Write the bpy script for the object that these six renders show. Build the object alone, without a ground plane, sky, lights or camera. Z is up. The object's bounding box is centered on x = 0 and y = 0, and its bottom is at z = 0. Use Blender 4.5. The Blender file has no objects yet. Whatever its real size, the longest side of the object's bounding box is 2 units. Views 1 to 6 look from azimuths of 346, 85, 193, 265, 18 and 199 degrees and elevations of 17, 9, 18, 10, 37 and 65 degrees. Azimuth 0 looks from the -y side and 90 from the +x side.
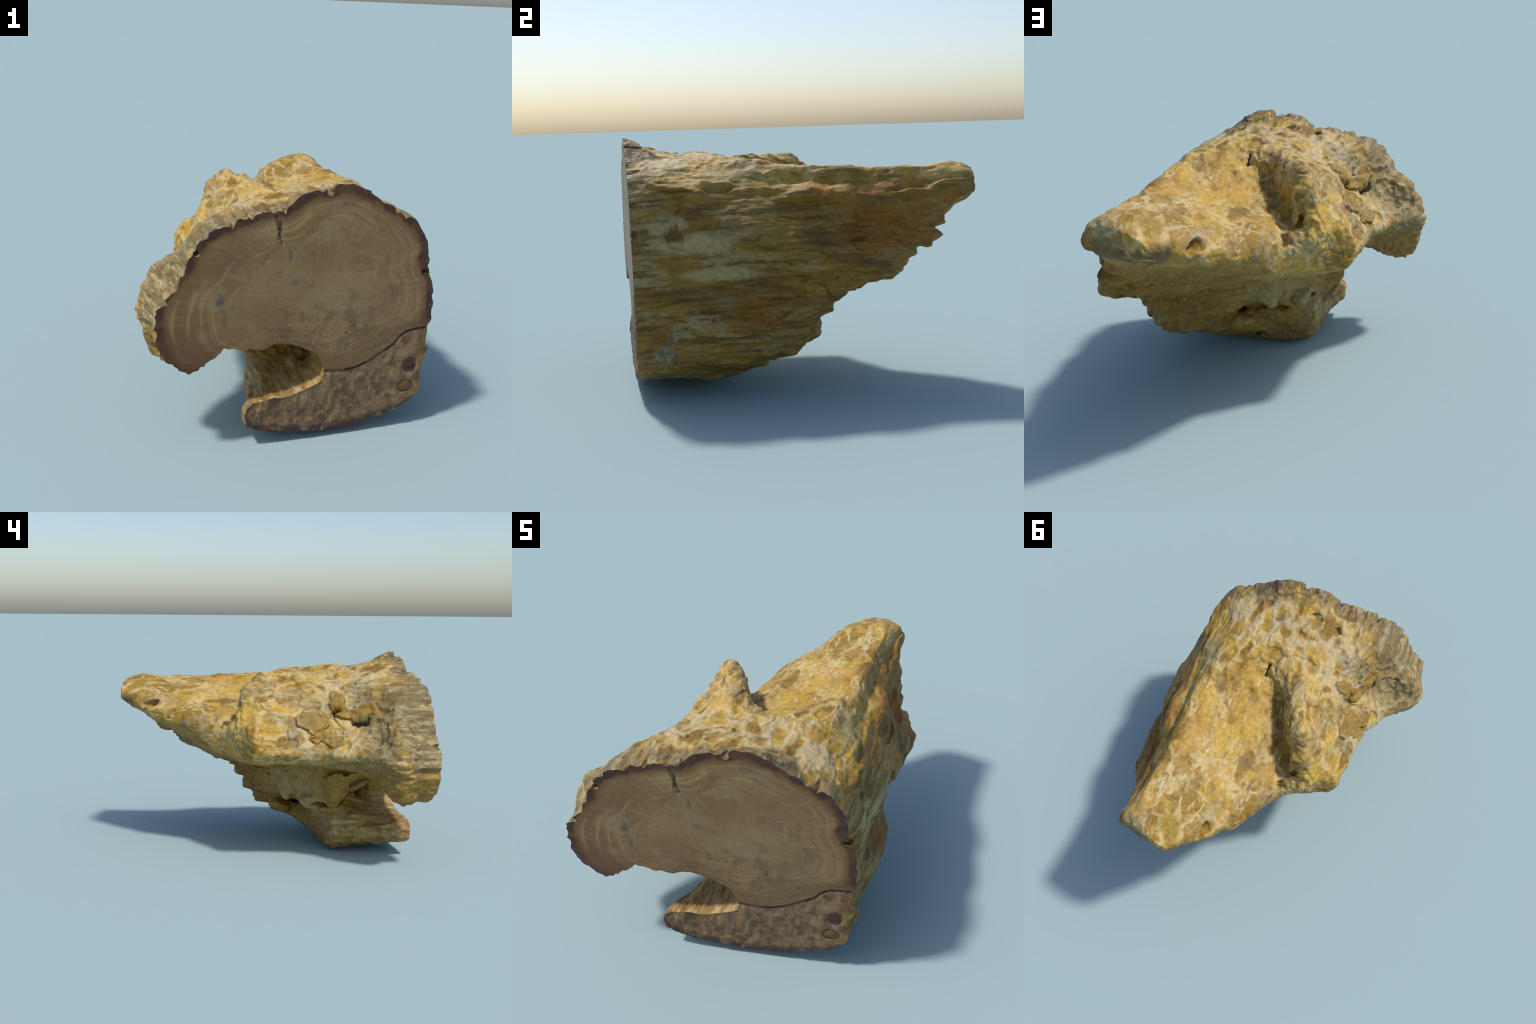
"""Petrified wood log: sawn, polished front face; weathered tapering back; curled root slab below."""
import bpy, bmesh
import numpy as np

H = 0.010                                   # modelling grid step
LO = np.array([-0.92, -1.14, -0.10])
HI = np.array([0.88, 1.10, 1.46])
CUT_N = np.array([-0.1036, 0.9946, -0.0022])   # sawn plane
CUT_P = np.array([0.098, -0.9055, 0.88])


# ------------------------------------------------------------------ helpers
def sstep(a, b, x):
    t = np.clip((x - a) / (b - a), 0, 1)
    return t * t * (3 - 2 * t)


def hash3(i, j, k, seed):
    n = (i * 374761393 + j * 668265263 + k * 2147483647 + seed * 1274126177) & 0xFFFFFFFF
    n = ((n ^ (n >> 13)) * 1103515245) & 0xFFFFFFFF
    n = ((n ^ (n >> 16)) * 668265263) & 0xFFFFFFFF
    n = n ^ (n >> 15)
    return (n & 0xFFFFFF).astype(np.float64) / 0xFFFFFF


def noise(p, scale, seed=0):
    """smooth value noise in -1..1; scale may be a 3-vector"""
    q = p * np.asarray(scale)
    f = np.floor(q).astype(np.int64)
    t = q - f
    t = t * t * t * (t * (t * 6 - 15) + 10)
    r = 0
    for a in (0, 1):
        for b in (0, 1):
            for c in (0, 1):
                w = (t[:, 0] if a else 1 - t[:, 0]) * (t[:, 1] if b else 1 - t[:, 1]) * (t[:, 2] if c else 1 - t[:, 2])
                r = r + w * hash3(f[:, 0] + a, f[:, 1] + b, f[:, 2] + c, seed)
    return r * 2 - 1


def fbm(p, scale, octaves=3, seed=0, gain=0.5):
    s, a, tot = np.asarray(scale, float), 1.0, 0.0
    r = 0
    for o in range(octaves):
        r = r + a * noise(p, s, seed + 17 * o)
        tot += a
        s, a = s * 2.03, a * gain
    return r / tot


def cells(p, scale, seed=0):
    """Worley noise: distances to the nearest and second nearest seed, and a random id"""
    q = p * np.asarray(scale)
    f = np.floor(q).astype(np.int64)
    d1 = np.full(len(p), 9.0)
    d2 = np.full(len(p), 9.0)
    ident = np.zeros(len(p))
    for a in (-1, 0, 1):
        for b in (-1, 0, 1):
            for c in (-1, 0, 1):
                g = f + (a, b, c)
                o = np.stack([hash3(g[:, 0], g[:, 1], g[:, 2], seed + s) for s in (1, 2, 3)], 1)
                d = np.linalg.norm(g + o - q, axis=1)
                near = d < d1
                d2 = np.where(near, d1, np.minimum(d2, d))
                ident = np.where(near, o[:, 0], ident)
                d1 = np.where(near, d, d1)
    return d1, d2, ident


# ------------------------------------------------------------------ cross-sections (x, z), going round the log
SECTIONS = []


def section(y, pts):
    SECTIONS.append((y, np.array(pts, float)))


FACE = [(-0.757, 0.76), (-0.73, 0.825), (-0.673, 0.885), (-0.632, 0.945), (-0.59, 1.04), (-0.53, 1.11), (-0.472, 1.157),
        (-0.389, 1.174), (-0.294, 1.215), (-0.217, 1.225), (-0.132, 1.235), (-0.063, 1.293), (0.016, 1.32), (0.085, 1.33),
        (0.154, 1.342), (0.237, 1.338), (0.325, 1.293), (0.428, 1.24), (0.489, 1.195), (0.554, 1.164), (0.604, 1.12),
        (0.642, 1.065), (0.655, 1.005), (0.65, 0.91), (0.668, 0.86), (0.695, 0.82), (0.716, 0.758), (0.718, 0.683),
        (0.713, 0.608), (0.712, 0.546), (0.722, 0.48), (0.712, 0.417), (0.705, 0.353), (0.703, 0.274), (0.70, 0.205),
        (0.645, 0.135), (0.51, 0.085), (0.407, 0.069), (0.304, 0.044), (0.175, 0.037), (0.023, 0.047), (-0.139, 0.071),
        (-0.225, 0.09), (-0.274, 0.125), (-0.29, 0.175), (-0.254, 0.225), (-0.16, 0.25), (-0.039, 0.262), (0.069, 0.302),
        (0.117, 0.34), (0.122, 0.395), (0.07, 0.476), (0.007, 0.507), (-0.055, 0.535), (-0.151, 0.55), (-0.278, 0.545),
        (-0.348, 0.556), (-0.405, 0.552), (-0.449, 0.522), (-0.515, 0.482), (-0.55, 0.452), (-0.603, 0.452), (-0.68, 0.49),
        (-0.728, 0.564), (-0.755, 0.647), (-0.765, 0.71)]
section(-1.10, FACE)
section(-0.90, FACE)
section(-0.75, [(0.1, 1.29), (0.25, 1.28), (0.38, 1.25), (0.48, 1.205), (0.585, 1.162), (0.655, 1.085), (0.69, 0.985), (0.715, 0.87), (0.72, 0.75),
                (0.715, 0.58), (0.70, 0.45), (0.705, 0.3), (0.685, 0.2), (0.6, 0.12), (0.4, 0.055), (0.15, 0.03), (-0.05, 0.045), (-0.20, 0.075),
                (-0.245, 0.13), (-0.215, 0.205), (-0.12, 0.26), (0.04, 0.305), (0.105, 0.36), (0.09, 0.43), (0.02, 0.51), (-0.08, 0.54),
                (-0.2, 0.545), (-0.35, 0.555), (-0.45, 0.53), (-0.53, 0.49), (-0.64, 0.452), (-0.71, 0.47), (-0.76, 0.55),
                (-0.80, 0.66), (-0.812, 0.74), (-0.78, 0.85), (-0.718, 0.94), (-0.642, 0.988), (-0.58, 1.05), (-0.48, 1.13),
                (-0.4, 1.18), (-0.3, 1.215), (-0.1, 1.265)])
section(-0.58, [(0.1, 1.25), (0.3, 1.25), (0.45, 1.22), (0.565, 1.155), (0.635, 1.072), (0.685, 0.97), (0.72, 0.86), (0.705, 0.72), (0.685, 0.61), (0.695, 0.50), (0.715, 0.40),
                (0.70, 0.25), (0.61, 0.12), (0.4, 0.05), (0.15, 0.015), (0.0, 0.025), (-0.15, 0.055), (-0.20, 0.12), (-0.185, 0.21),
                (-0.13, 0.285), (-0.02, 0.33), (-0.04, 0.40), (-0.12, 0.45), (-0.2, 0.51), (-0.35, 0.56), (-0.5, 0.62), (-0.63, 0.68),
                (-0.72, 0.73), (-0.665, 0.795), (-0.55, 0.875), (-0.46, 0.98), (-0.40, 1.085), (-0.31, 1.17), (-0.15, 1.21)])
section(-0.42, [(0.05, 1.235), (0.25, 1.25), (0.42, 1.23), (0.535, 1.165), (0.605, 1.09), (0.66, 1.01), (0.72, 0.93), (0.76, 0.83), (0.735, 0.74), (0.695, 0.665),
                (0.645, 0.58), (0.655, 0.49), (0.735, 0.41), (0.735, 0.30), (0.685, 0.19), (0.56, 0.09), (0.35, 0.03), (0.12, 0.0), (0.0, 0.005), (-0.12, 0.035), (-0.165, 0.10),
                (-0.165, 0.20), (-0.18, 0.29), (-0.25, 0.345), (-0.33, 0.42), (-0.36, 0.49), (-0.38, 0.57), (-0.5, 0.67), (-0.58, 0.725),
                (-0.565, 0.785), (-0.475, 0.85), (-0.425, 0.94), (-0.38, 1.01), (-0.32, 1.09), (-0.24, 1.148), (-0.12, 1.195)])
section(-0.25, [(0.45, 1.235), (0.3, 1.20), (0.2, 1.165), (0.14, 1.125), (0.095, 1.10), (0.06, 1.115), (0.035, 1.17), (-0.01, 1.222), (-0.09, 1.235),
                (-0.17, 1.21), (-0.25, 1.145), (-0.365, 1.02), (-0.445, 0.90), (-0.482, 0.82), (-0.515, 0.745), (-0.50, 0.68), (-0.38, 0.645),
                (-0.27, 0.635), (-0.14, 0.605), (-0.10, 0.50), (-0.08, 0.385), (-0.04, 0.325), (0.1, 0.31), (0.2, 0.25), (0.22, 0.16), (0.33, 0.12),
                (0.45, 0.12), (0.6, 0.14), (0.70, 0.22), (0.73, 0.30), (0.74, 0.40), (0.66, 0.485), (0.65, 0.57), (0.70, 0.665), (0.74, 0.76), (0.77, 0.83),
                (0.73, 0.93), (0.647, 1.04), (0.56, 1.147)])
section(-0.05, [(0.48, 1.20), (0.35, 1.14), (0.2, 1.085), (0.07, 1.045), (0.0, 1.025), (-0.04, 1.025), (-0.06, 1.06), (-0.075, 1.13), (-0.11, 1.20),
                (-0.185, 1.232), (-0.238, 1.172), (-0.293, 1.10), (-0.358, 1.01), (-0.44, 0.89), (-0.495, 0.78), (-0.495, 0.712), (-0.42, 0.665),
                (-0.28, 0.65), (-0.2, 0.63), (-0.1, 0.615), (0.0, 0.575), (0.1, 0.52), (0.18, 0.41), (0.28, 0.315), (0.45, 0.225), (0.60, 0.205),
                (0.70, 0.26), (0.73, 0.34), (0.73, 0.42), (0.68, 0.50), (0.66, 0.58), (0.70, 0.66), (0.75, 0.75), (0.775, 0.82), (0.735, 0.90), (0.665, 1.0), (0.565, 1.115)])
section(0.05, [(0.49, 1.19), (0.36, 1.135), (0.2, 1.08), (0.05, 1.035), (-0.04, 1.01), (-0.095, 0.995), (-0.107, 1.04), (-0.115, 1.12), (-0.16, 1.195),
               (-0.23, 1.225), (-0.28, 1.175), (-0.325, 1.08), (-0.395, 0.97), (-0.465, 0.86), (-0.485, 0.775), (-0.468, 0.702), (-0.42, 0.655), (-0.24, 0.64),
               (-0.1, 0.615), (0.02, 0.585), (0.13, 0.525), (0.24, 0.50), (0.34, 0.41), (0.46, 0.31), (0.60, 0.265), (0.69, 0.33), (0.715, 0.42), (0.69, 0.51), (0.69, 0.60),
               (0.758, 0.69), (0.76, 0.80), (0.73, 0.90), (0.68, 1.0), (0.565, 1.11)])
section(0.13, [(0.5, 1.18), (0.38, 1.13), (0.2, 1.07), (0.05, 1.02), (-0.1, 0.975), (-0.165, 0.955), (-0.18, 1.01), (-0.195, 1.11), (-0.24, 1.18),
               (-0.285, 1.16), (-0.325, 1.06), (-0.40, 0.955), (-0.475, 0.86), (-0.485, 0.765), (-0.45, 0.69), (-0.34, 0.655), (-0.16, 0.65), (0.0, 0.605),
               (0.14, 0.575), (0.28, 0.545), (0.40, 0.51), (0.50, 0.43), (0.60, 0.375), (0.68, 0.435), (0.69, 0.51), (0.72, 0.59), (0.78, 0.69), (0.772, 0.775), (0.715, 0.88),
               (0.665, 1.0), (0.56, 1.10)])
section(0.19, [(0.5, 1.175), (0.38, 1.13), (0.2, 1.065), (0.05, 1.015), (-0.1, 0.965), (-0.18, 0.935), (-0.205, 0.985), (-0.218, 1.085), (-0.26, 1.122),
               (-0.297, 1.095), (-0.335, 1.00), (-0.38, 0.93), (-0.38, 0.85), (-0.39, 0.76), (-0.34, 0.68), (-0.25, 0.65), (-0.14, 0.64), (0.0, 0.62),
               (0.17, 0.595), (0.35, 0.565), (0.48, 0.515), (0.60, 0.495), (0.69, 0.50), (0.75, 0.58), (0.775, 0.67), (0.772, 0.765), (0.70, 0.87),
               (0.65, 0.98), (0.555, 1.10)])
section(0.25, [(0.5, 1.175), (0.38, 1.13), (0.2, 1.065), (0.05, 1.015), (-0.1, 0.955), (-0.19, 0.905), (-0.25, 0.90), (-0.30, 0.915), (-0.33, 0.895),
               (-0.325, 0.84), (-0.28, 0.76), (-0.22, 0.70), (-0.13, 0.66), (0.0, 0.64), (0.2, 0.61), (0.4, 0.57), (0.55, 0.54), (0.63, 0.535), (0.71, 0.555),
               (0.775, 0.61), (0.785, 0.67), (0.768, 0.765), (0.685, 0.86), (0.64, 0.96), (0.605, 1.04), (0.55, 1.10)])
section(0.32, [(0.5, 1.17), (0.38, 1.13), (0.2, 1.06), (0.05, 1.015), (-0.09, 0.955), (-0.16, 0.885), (-0.18, 0.80), (-0.16, 0.71),
               (-0.1, 0.665), (0.0, 0.65), (0.2, 0.615), (0.45, 0.58), (0.6, 0.555), (0.71, 0.57), (0.78, 0.63), (0.79, 0.69), (0.735, 0.76),
               (0.67, 0.83), (0.62, 0.92), (0.60, 1.01), (0.545, 1.10)])
section(0.45, [(0.5, 1.165), (0.38, 1.135), (0.2, 1.07), (0.06, 1.015), (-0.06, 0.96), (-0.105, 0.89), (-0.105, 0.82), (-0.04, 0.74),
               (0.1, 0.705), (0.3, 0.675), (0.45, 0.645), (0.6, 0.615), (0.71, 0.605), (0.775, 0.64), (0.785, 0.69), (0.72, 0.75), (0.675, 0.83),
               (0.635, 0.92), (0.605, 1.01), (0.55, 1.10)])
section(0.56, [(0.51, 1.165), (0.39, 1.14), (0.22, 1.08), (0.08, 1.012), (-0.03, 0.96), (-0.08, 0.90), (-0.06, 0.85), (0.05, 0.79),
               (0.2, 0.76), (0.4, 0.72), (0.57, 0.665), (0.66, 0.675), (0.705, 0.69), (0.715, 0.72), (0.685, 0.76), (0.67, 0.84), (0.635, 0.93),
               (0.605, 1.02), (0.555, 1.11)])
section(0.63, [(0.52, 1.165), (0.4, 1.145), (0.25, 1.085), (0.1, 1.005), (0.0, 0.955), (-0.03, 0.91), (-0.01, 0.86), (0.1, 0.825),
               (0.3, 0.795), (0.48, 0.77), (0.60, 0.76), (0.66, 0.78), (0.66, 0.85), (0.652, 0.93), (0.605, 1.02), (0.56, 1.11)])
section(0.72, [(0.52, 1.165), (0.4, 1.155), (0.25, 1.10), (0.12, 1.015), (0.05, 0.955), (0.07, 0.885), (0.25, 0.845), (0.45, 0.80), (0.59, 0.765),
               (0.648, 0.79), (0.635, 0.88), (0.625, 0.98), (0.60, 1.06), (0.56, 1.12)])
section(0.80, [(0.52, 1.17), (0.42, 1.175), (0.3, 1.13), (0.17, 1.035), (0.11, 0.97), (0.14, 0.91), (0.30, 0.89), (0.45, 0.885),
               (0.55, 0.905), (0.588, 0.94), (0.602, 0.99), (0.605, 1.07), (0.565, 1.13)])
section(0.92, [(0.52, 1.16), (0.43, 1.165), (0.33, 1.125), (0.235, 1.065), (0.215, 1.01), (0.27, 0.97), (0.40, 0.965), (0.53, 0.99),
               (0.60, 1.03), (0.605, 1.09), (0.565, 1.135)])
section(0.985, [(0.47, 1.12), (0.39, 1.125), (0.31, 1.09), (0.28, 1.04), (0.36, 1.0), (0.5, 1.02), (0.54, 1.08)])
TIP_Y = 0.995


def closed_spline(p, n=4):
    a, b, c, d = np.roll(p, 1, 0), p, np.roll(p, -1, 0), np.roll(p, -2, 0)
    out = []
    for t in np.arange(n) / n:
        out.append(0.5 * (2 * b + (c - a) * t + (2 * a - 5 * b + 4 * c - d) * t * t + (3 * b - a - 3 * c + d) * t ** 3))
    return np.stack(out, 1).reshape(-1, 2)


def poly_sdf(P, X, Z):
    d = np.full(X.shape, 1e9)
    inside = np.zeros(X.shape, bool)
    Q = np.roll(P, -1, 0)
    for (ax, az), (bx, bz) in zip(P, Q):
        ex, ez = bx - ax, bz - az
        t = np.clip(((X - ax) * ex + (Z - az) * ez) / (ex * ex + ez * ez + 1e-12), 0, 1)
        d = np.minimum(d, (X - ax - t * ex) ** 2 + (Z - az - t * ez) ** 2)
        inside ^= ((az > Z) != (bz > Z)) & (X < ex * (Z - az) / (ez + 1e-15) + ax)
    return np.where(inside, -1, 1) * np.sqrt(d)


def smin(a, b, k):
    h = np.clip(0.5 + 0.5 * (b - a) / k, 0, 1)
    return b + (a - b) * h - k * h * (1 - h)


def build_field():
    n = np.round((HI - LO) / H).astype(int) + 1
    xs, ys, zs = (LO[i] + H * np.arange(n[i]) for i in range(3))
    X, Z = np.meshgrid(xs, zs, indexing="ij")
    S = [poly_sdf(closed_spline(p), X, Z).astype(np.float32) for _, p in SECTIONS]
    Y = np.array([y for y, _ in SECTIONS])
    F = np.empty(n, np.float32)
    nx = len(xs)
    high = sstep(0.70, 0.86, Z)

    def at(i, y, slope):
        """section i, slid along the slanting ridge to station y"""
        q = np.clip((X - slope * (y - Y[i]) - LO[0]) / H, 0, nx - 1.001)
        k = q.astype(int)
        t = q - k
        c = np.arange(len(zs))[None]
        return S[i][k, c] * (1 - t) + S[i][k + 1, c] * t

    for j, y in enumerate(ys):
        i = int(np.clip(np.searchsorted(Y, y) - 1, 0, len(Y) - 2))
        h = Y[i + 1] - Y[i]
        t = np.clip((y - Y[i]) / h, 0, 1)
        crest = -0.13 - 0.62 * (y + 0.05)
        on = sstep(-0.45, -0.30, y) * (1 - sstep(0.2, 0.32, y))
        slope = -0.62 * on * high * np.exp(-((X - crest) / 0.22) ** 4)
        ids = [max(i - 1, 0), i, i + 1, min(i + 2, len(Y) - 1)]
        P = [at(k, y, slope) for k in ids]
        d = (P[2] - P[1]) / h
        m0 = d if i == 0 else 0.5 * (d + (P[1] - P[0]) / (Y[i] - Y[i - 1]))
        m1 = d if i + 2 >= len(Y) else 0.5 * (d + (P[3] - P[2]) / (Y[i + 2] - Y[i + 1]))
        F[:, j] = ((2 * t ** 3 - 3 * t ** 2 + 1) * P[1] + (t ** 3 - 2 * t ** 2 + t) * h * m0
                   + (3 * t ** 2 - 2 * t ** 3) * P[2] + (t ** 3 - t ** 2) * h * m1)
        F[:, j] = np.maximum(F[:, j], y - TIP_Y + 0.26 * np.maximum(X - 0.34, 0))
        F[:, j] = np.maximum(F[:, j], -1.09 - y)
    return F, xs, ys, zs


def local(xs, ys, zs, c, r):
    sl = tuple(slice(max(0, np.searchsorted(a, c[i] - r)), np.searchsorted(a, c[i] + r)) for i, a in enumerate((xs, ys, zs)))
    return sl, np.meshgrid(xs[sl[0]], ys[sl[1]], zs[sl[2]], indexing="ij")


def lump(F, ax, c, r, k=0.05, spin=(0, 0, 0), carve=False, rough=0.22):
    """smoothly add (or carve) a roughened ellipsoid"""
    from mathutils import Euler
    R = np.array(Euler(np.radians(spin)).to_matrix())
    sl, g = local(*ax, c, max(r) + k + 0.03)
    q = np.stack([v.ravel() for v in g], 1)
    amp = rough * min(r)
    shift = np.stack([fbm(q, 0.55 / max(min(r), 0.03), 2, 300 + 7 * i) for i in range(3)], 1) * amp * 2.2
    p = (q + shift - np.asarray(c)).reshape(*g[0].shape, 3) @ R
    r = np.asarray(r)
    k0 = np.linalg.norm(p / r, axis=-1)
    k1 = np.linalg.norm(p / r ** 2, axis=-1) + 1e-9
    d = np.where(k0 < 1e-6, -r.min(), k0 * (k0 - 1) / k1)
    F[sl] = -smin(-F[sl], d, k) if carve else smin(F[sl], d, k)


def surface_net(F, lo, h):
    n = np.array(F.shape)
    neg = F < 0
    c = n - 1
    cnt = np.zeros(c, np.int8)
    for a in (0, 1):
        for b in (0, 1):
            for d in (0, 1):
                cnt += neg[a:a + c[0], b:b + c[1], d:d + c[2]]
    act = (cnt > 0) & (cnt < 8)
    I = np.argwhere(act)
    idx = np.full(c, -1, np.int64)
    idx[tuple(I.T)] = np.arange(len(I))
    acc = np.zeros((len(I), 3))
    num = np.zeros(len(I))
    for axis in range(3):
        o1, o2 = [k for k in range(3) if k != axis]
        for a in (0, 1):
            for b in (0, 1):
                s = np.zeros(3, int)
                s[o1], s[o2] = a, b
                e = s.copy()
                e[axis] = 1
                f0, f1 = F[tuple((I + s).T)], F[tuple((I + e).T)]
                m = (f0 < 0) != (f1 < 0)
                t = np.where(m, f0 / np.where(m, f0 - f1, 1), 0)
                p = np.repeat(s[None].astype(float), len(I), 0)
                p[:, axis] = t
                acc += p * m[:, None]
                num += m
    V = lo + h * (I + acc / num[:, None])
    quads = []
    for axis in range(3):
        o1, o2 = (axis + 1) % 3, (axis + 2) % 3
        sl0, sl1 = [slice(1, -1)] * 3, [slice(1, -1)] * 3
        sl0[axis], sl1[axis] = slice(0, -1), slice(1, None)
        a, b = neg[tuple(sl0)], neg[tuple(sl1)]
        E = np.argwhere(a != b)
        off = np.ones(3, int)
        off[axis] = 0
        E = E + off
        flip = neg[tuple(E.T)]
        q = []
        for u, v in ((1, 1), (0, 1), (0, 0), (1, 0)):
            w = E.copy()
            w[:, o1] -= u
            w[:, o2] -= v
            q.append(idx[tuple(w.T)])
        q = np.stack(q, 1)
        q[~flip] = q[~flip][:, ::-1]
        quads.append(q)
    return V, np.concatenate(quads)


def vertex_normals(V, Q):
    n = np.cross(V[Q[:, 2]] - V[Q[:, 0]], V[Q[:, 3 % Q.shape[1]]] - V[Q[:, 1]])
    N = np.zeros_like(V)
    for k in range(Q.shape[1]):
        for d in range(3):
            N[:, d] += np.bincount(Q[:, k], n[:, d], len(V))
    return N / (np.linalg.norm(N, axis=1, keepdims=True) + 1e-12)


def mesh_from(V, Q, name):
    me = bpy.data.meshes.new(name)
    me.vertices.add(len(V))
    me.vertices.foreach_set("co", np.asarray(V, np.float32).ravel())
    k = Q.shape[1]
    me.loops.add(Q.size)
    me.loops.foreach_set("vertex_index", Q.astype(np.int32).ravel())
    me.polygons.add(len(Q))
    me.polygons.foreach_set("loop_start", np.arange(0, Q.size, k, dtype=np.int32))
    me.update(calc_edges=True)
    return me


def subdivided(V, Q):
    me = mesh_from(V, Q, "draft")
    ob = bpy.data.objects.new("draft", me)
    bpy.context.scene.collection.objects.link(ob)
    m = ob.modifiers.new("s", "SUBSURF")
    m.levels = m.render_levels = 1
    ev = ob.evaluated_get(bpy.context.evaluated_depsgraph_get()).data
    V2 = np.empty(len(ev.vertices) * 3, np.float32)
    ev.vertices.foreach_get("co", V2)
    Q2 = np.empty(len(ev.loops), np.int32)
    ev.loops.foreach_get("vertex_index", Q2)
    bpy.data.objects.remove(ob)
    bpy.data.meshes.remove(me)
    return V2.reshape(-1, 3).astype(float), Q2.reshape(-1, 4).astype(np.int64)


# ------------------------------------------------------------------ node helpers (shader and geometry trees alike)
class Tree:
    def __init__(self, tree):
        self.t = tree

    def node(self, kind, **props):
        n = self.t.nodes.new(kind)
        for k, v in props.items():
            setattr(n, k, v)
        return n

    def put(self, sock, v):
        if isinstance(v, bpy.types.NodeSocket):
            self.t.links.new(v, sock)
        elif v is not None:
            if sock.type == "RGBA" and len(v) == 3:
                v = (*v, 1)
            sock.default_value = v

    def math(self, op, a, b=None, c=None, clamp=False):
        n = self.node("ShaderNodeMath", operation=op, use_clamp=clamp)
        for s, v in zip(n.inputs, (a, b, c)):
            self.put(s, v)
        return n.outputs[0]

    def vec(self, op, a, b=None, scale=None):
        n = self.node("ShaderNodeVectorMath", operation=op)
        self.put(n.inputs[0], a)
        if b is not None:
            self.put(n.inputs[1], b)
        if scale is not None:
            self.put(n.inputs["Scale"], scale)
        return n.outputs["Value" if op in ("LENGTH", "DISTANCE", "DOT_PRODUCT") else 0]

    def noise(self, p, scale, detail=3, rough=0.55, warp=0.0, colour=False):
        """scale may be a vector: stretched noise"""
        if not isinstance(scale, (int, float)):
            p, scale = self.vec("MULTIPLY", p, scale), 1.0
        n = self.node("ShaderNodeTexNoise")
        self.put(n.inputs["Vector"], p)
        for k, v in (("Scale", scale), ("Detail", detail), ("Roughness", rough), ("Distortion", warp)):
            n.inputs[k].default_value = v
        return n.outputs[1 if colour else 0]

    def voronoi(self, p, scale, feature="F1", out="Distance"):
        n = self.node("ShaderNodeTexVoronoi", feature=feature)
        self.put(n.inputs["Vector"], p)
        n.inputs["Scale"].default_value = scale
        return n.outputs[out]

    def step(self, a, b, x):
        n = self.node("ShaderNodeMapRange", interpolation_type="SMOOTHSTEP")
        self.put(n.inputs["Value"], x)
        n.inputs["From Min"].default_value, n.inputs["From Max"].default_value = a, b
        return n.outputs[0]

    def mix(self, f, a, b, blend="MIX"):
        n = self.node("ShaderNodeMix", data_type="RGBA", blend_type=blend)
        self.put(n.inputs[0], f)
        self.put(n.inputs[6], a)
        self.put(n.inputs[7], b)
        return n.outputs[2]

    def ramp(self, x, stops):
        n = self.node("ShaderNodeValToRGB")
        e = n.color_ramp.elements
        while len(e) < len(stops):
            e.new(0.5)
        for k, (pos, c) in zip(e, stops):
            k.position, k.color = pos, (*c, 1)
        self.put(n.inputs[0], x)
        return n.outputs[0]

    def xyz(self, p):
        n = self.node("ShaderNodeSeparateXYZ")
        self.put(n.inputs[0], p)
        return n.outputs

    def blob(self, p, centre, radii, soft=0.35):
        """1 inside an ellipsoid, fading outwards; p may be warped"""
        d = self.vec("LENGTH", self.vec("DIVIDE", self.vec("SUBTRACT", p, centre), radii))
        return self.step(1 + soft, 1 - soft, d)

    def either(self, masks):
        m = masks[0]
        for k in masks[1:]:
            m = self.math("MAXIMUM", m, k)
        return m

    def warped(self, p, scale, amount):
        w = self.vec("SUBTRACT", self.noise(p, scale, 2, colour=True), (0.5, 0.5, 0.5))
        return self.vec("ADD", p, self.vec("SCALE", w, scale=amount))

    def plates(self, p):
        """mask of the brown agate plates on the flank"""
        q = self.warped(self.warped(p, 9.0, 0.10), 24.0, 0.035)
        return self.either([self.blob(q, c, r, 0.08) for c, r in PLATES])

    def crust_cells(self, p):
        """plate pattern of the crust: distance to the seams, stretched along the trunk"""
        q = self.warped(p, 4.0, 0.26)
        q = self.vec("MULTIPLY", q, (1.0, 0.55, 1.0))
        return self.voronoi(q, 8.5, "DISTANCE_TO_EDGE")


# brown agate plates standing proud of the flank: centre, radii
PLATES = [((-0.40, -0.255, 0.925), (0.12, 0.115, 0.078)), ((-0.46, -0.345, 0.830), (0.12, 0.125, 0.045)), ((-0.35, -0.425, 1.050), (0.12, 0.055, 0.080)),
          ((-0.41, -0.500, 0.985), (0.12, 0.110, 0.048)), ((-0.42, -0.610, 1.020), (0.12, 0.100, 0.045))]


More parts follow.
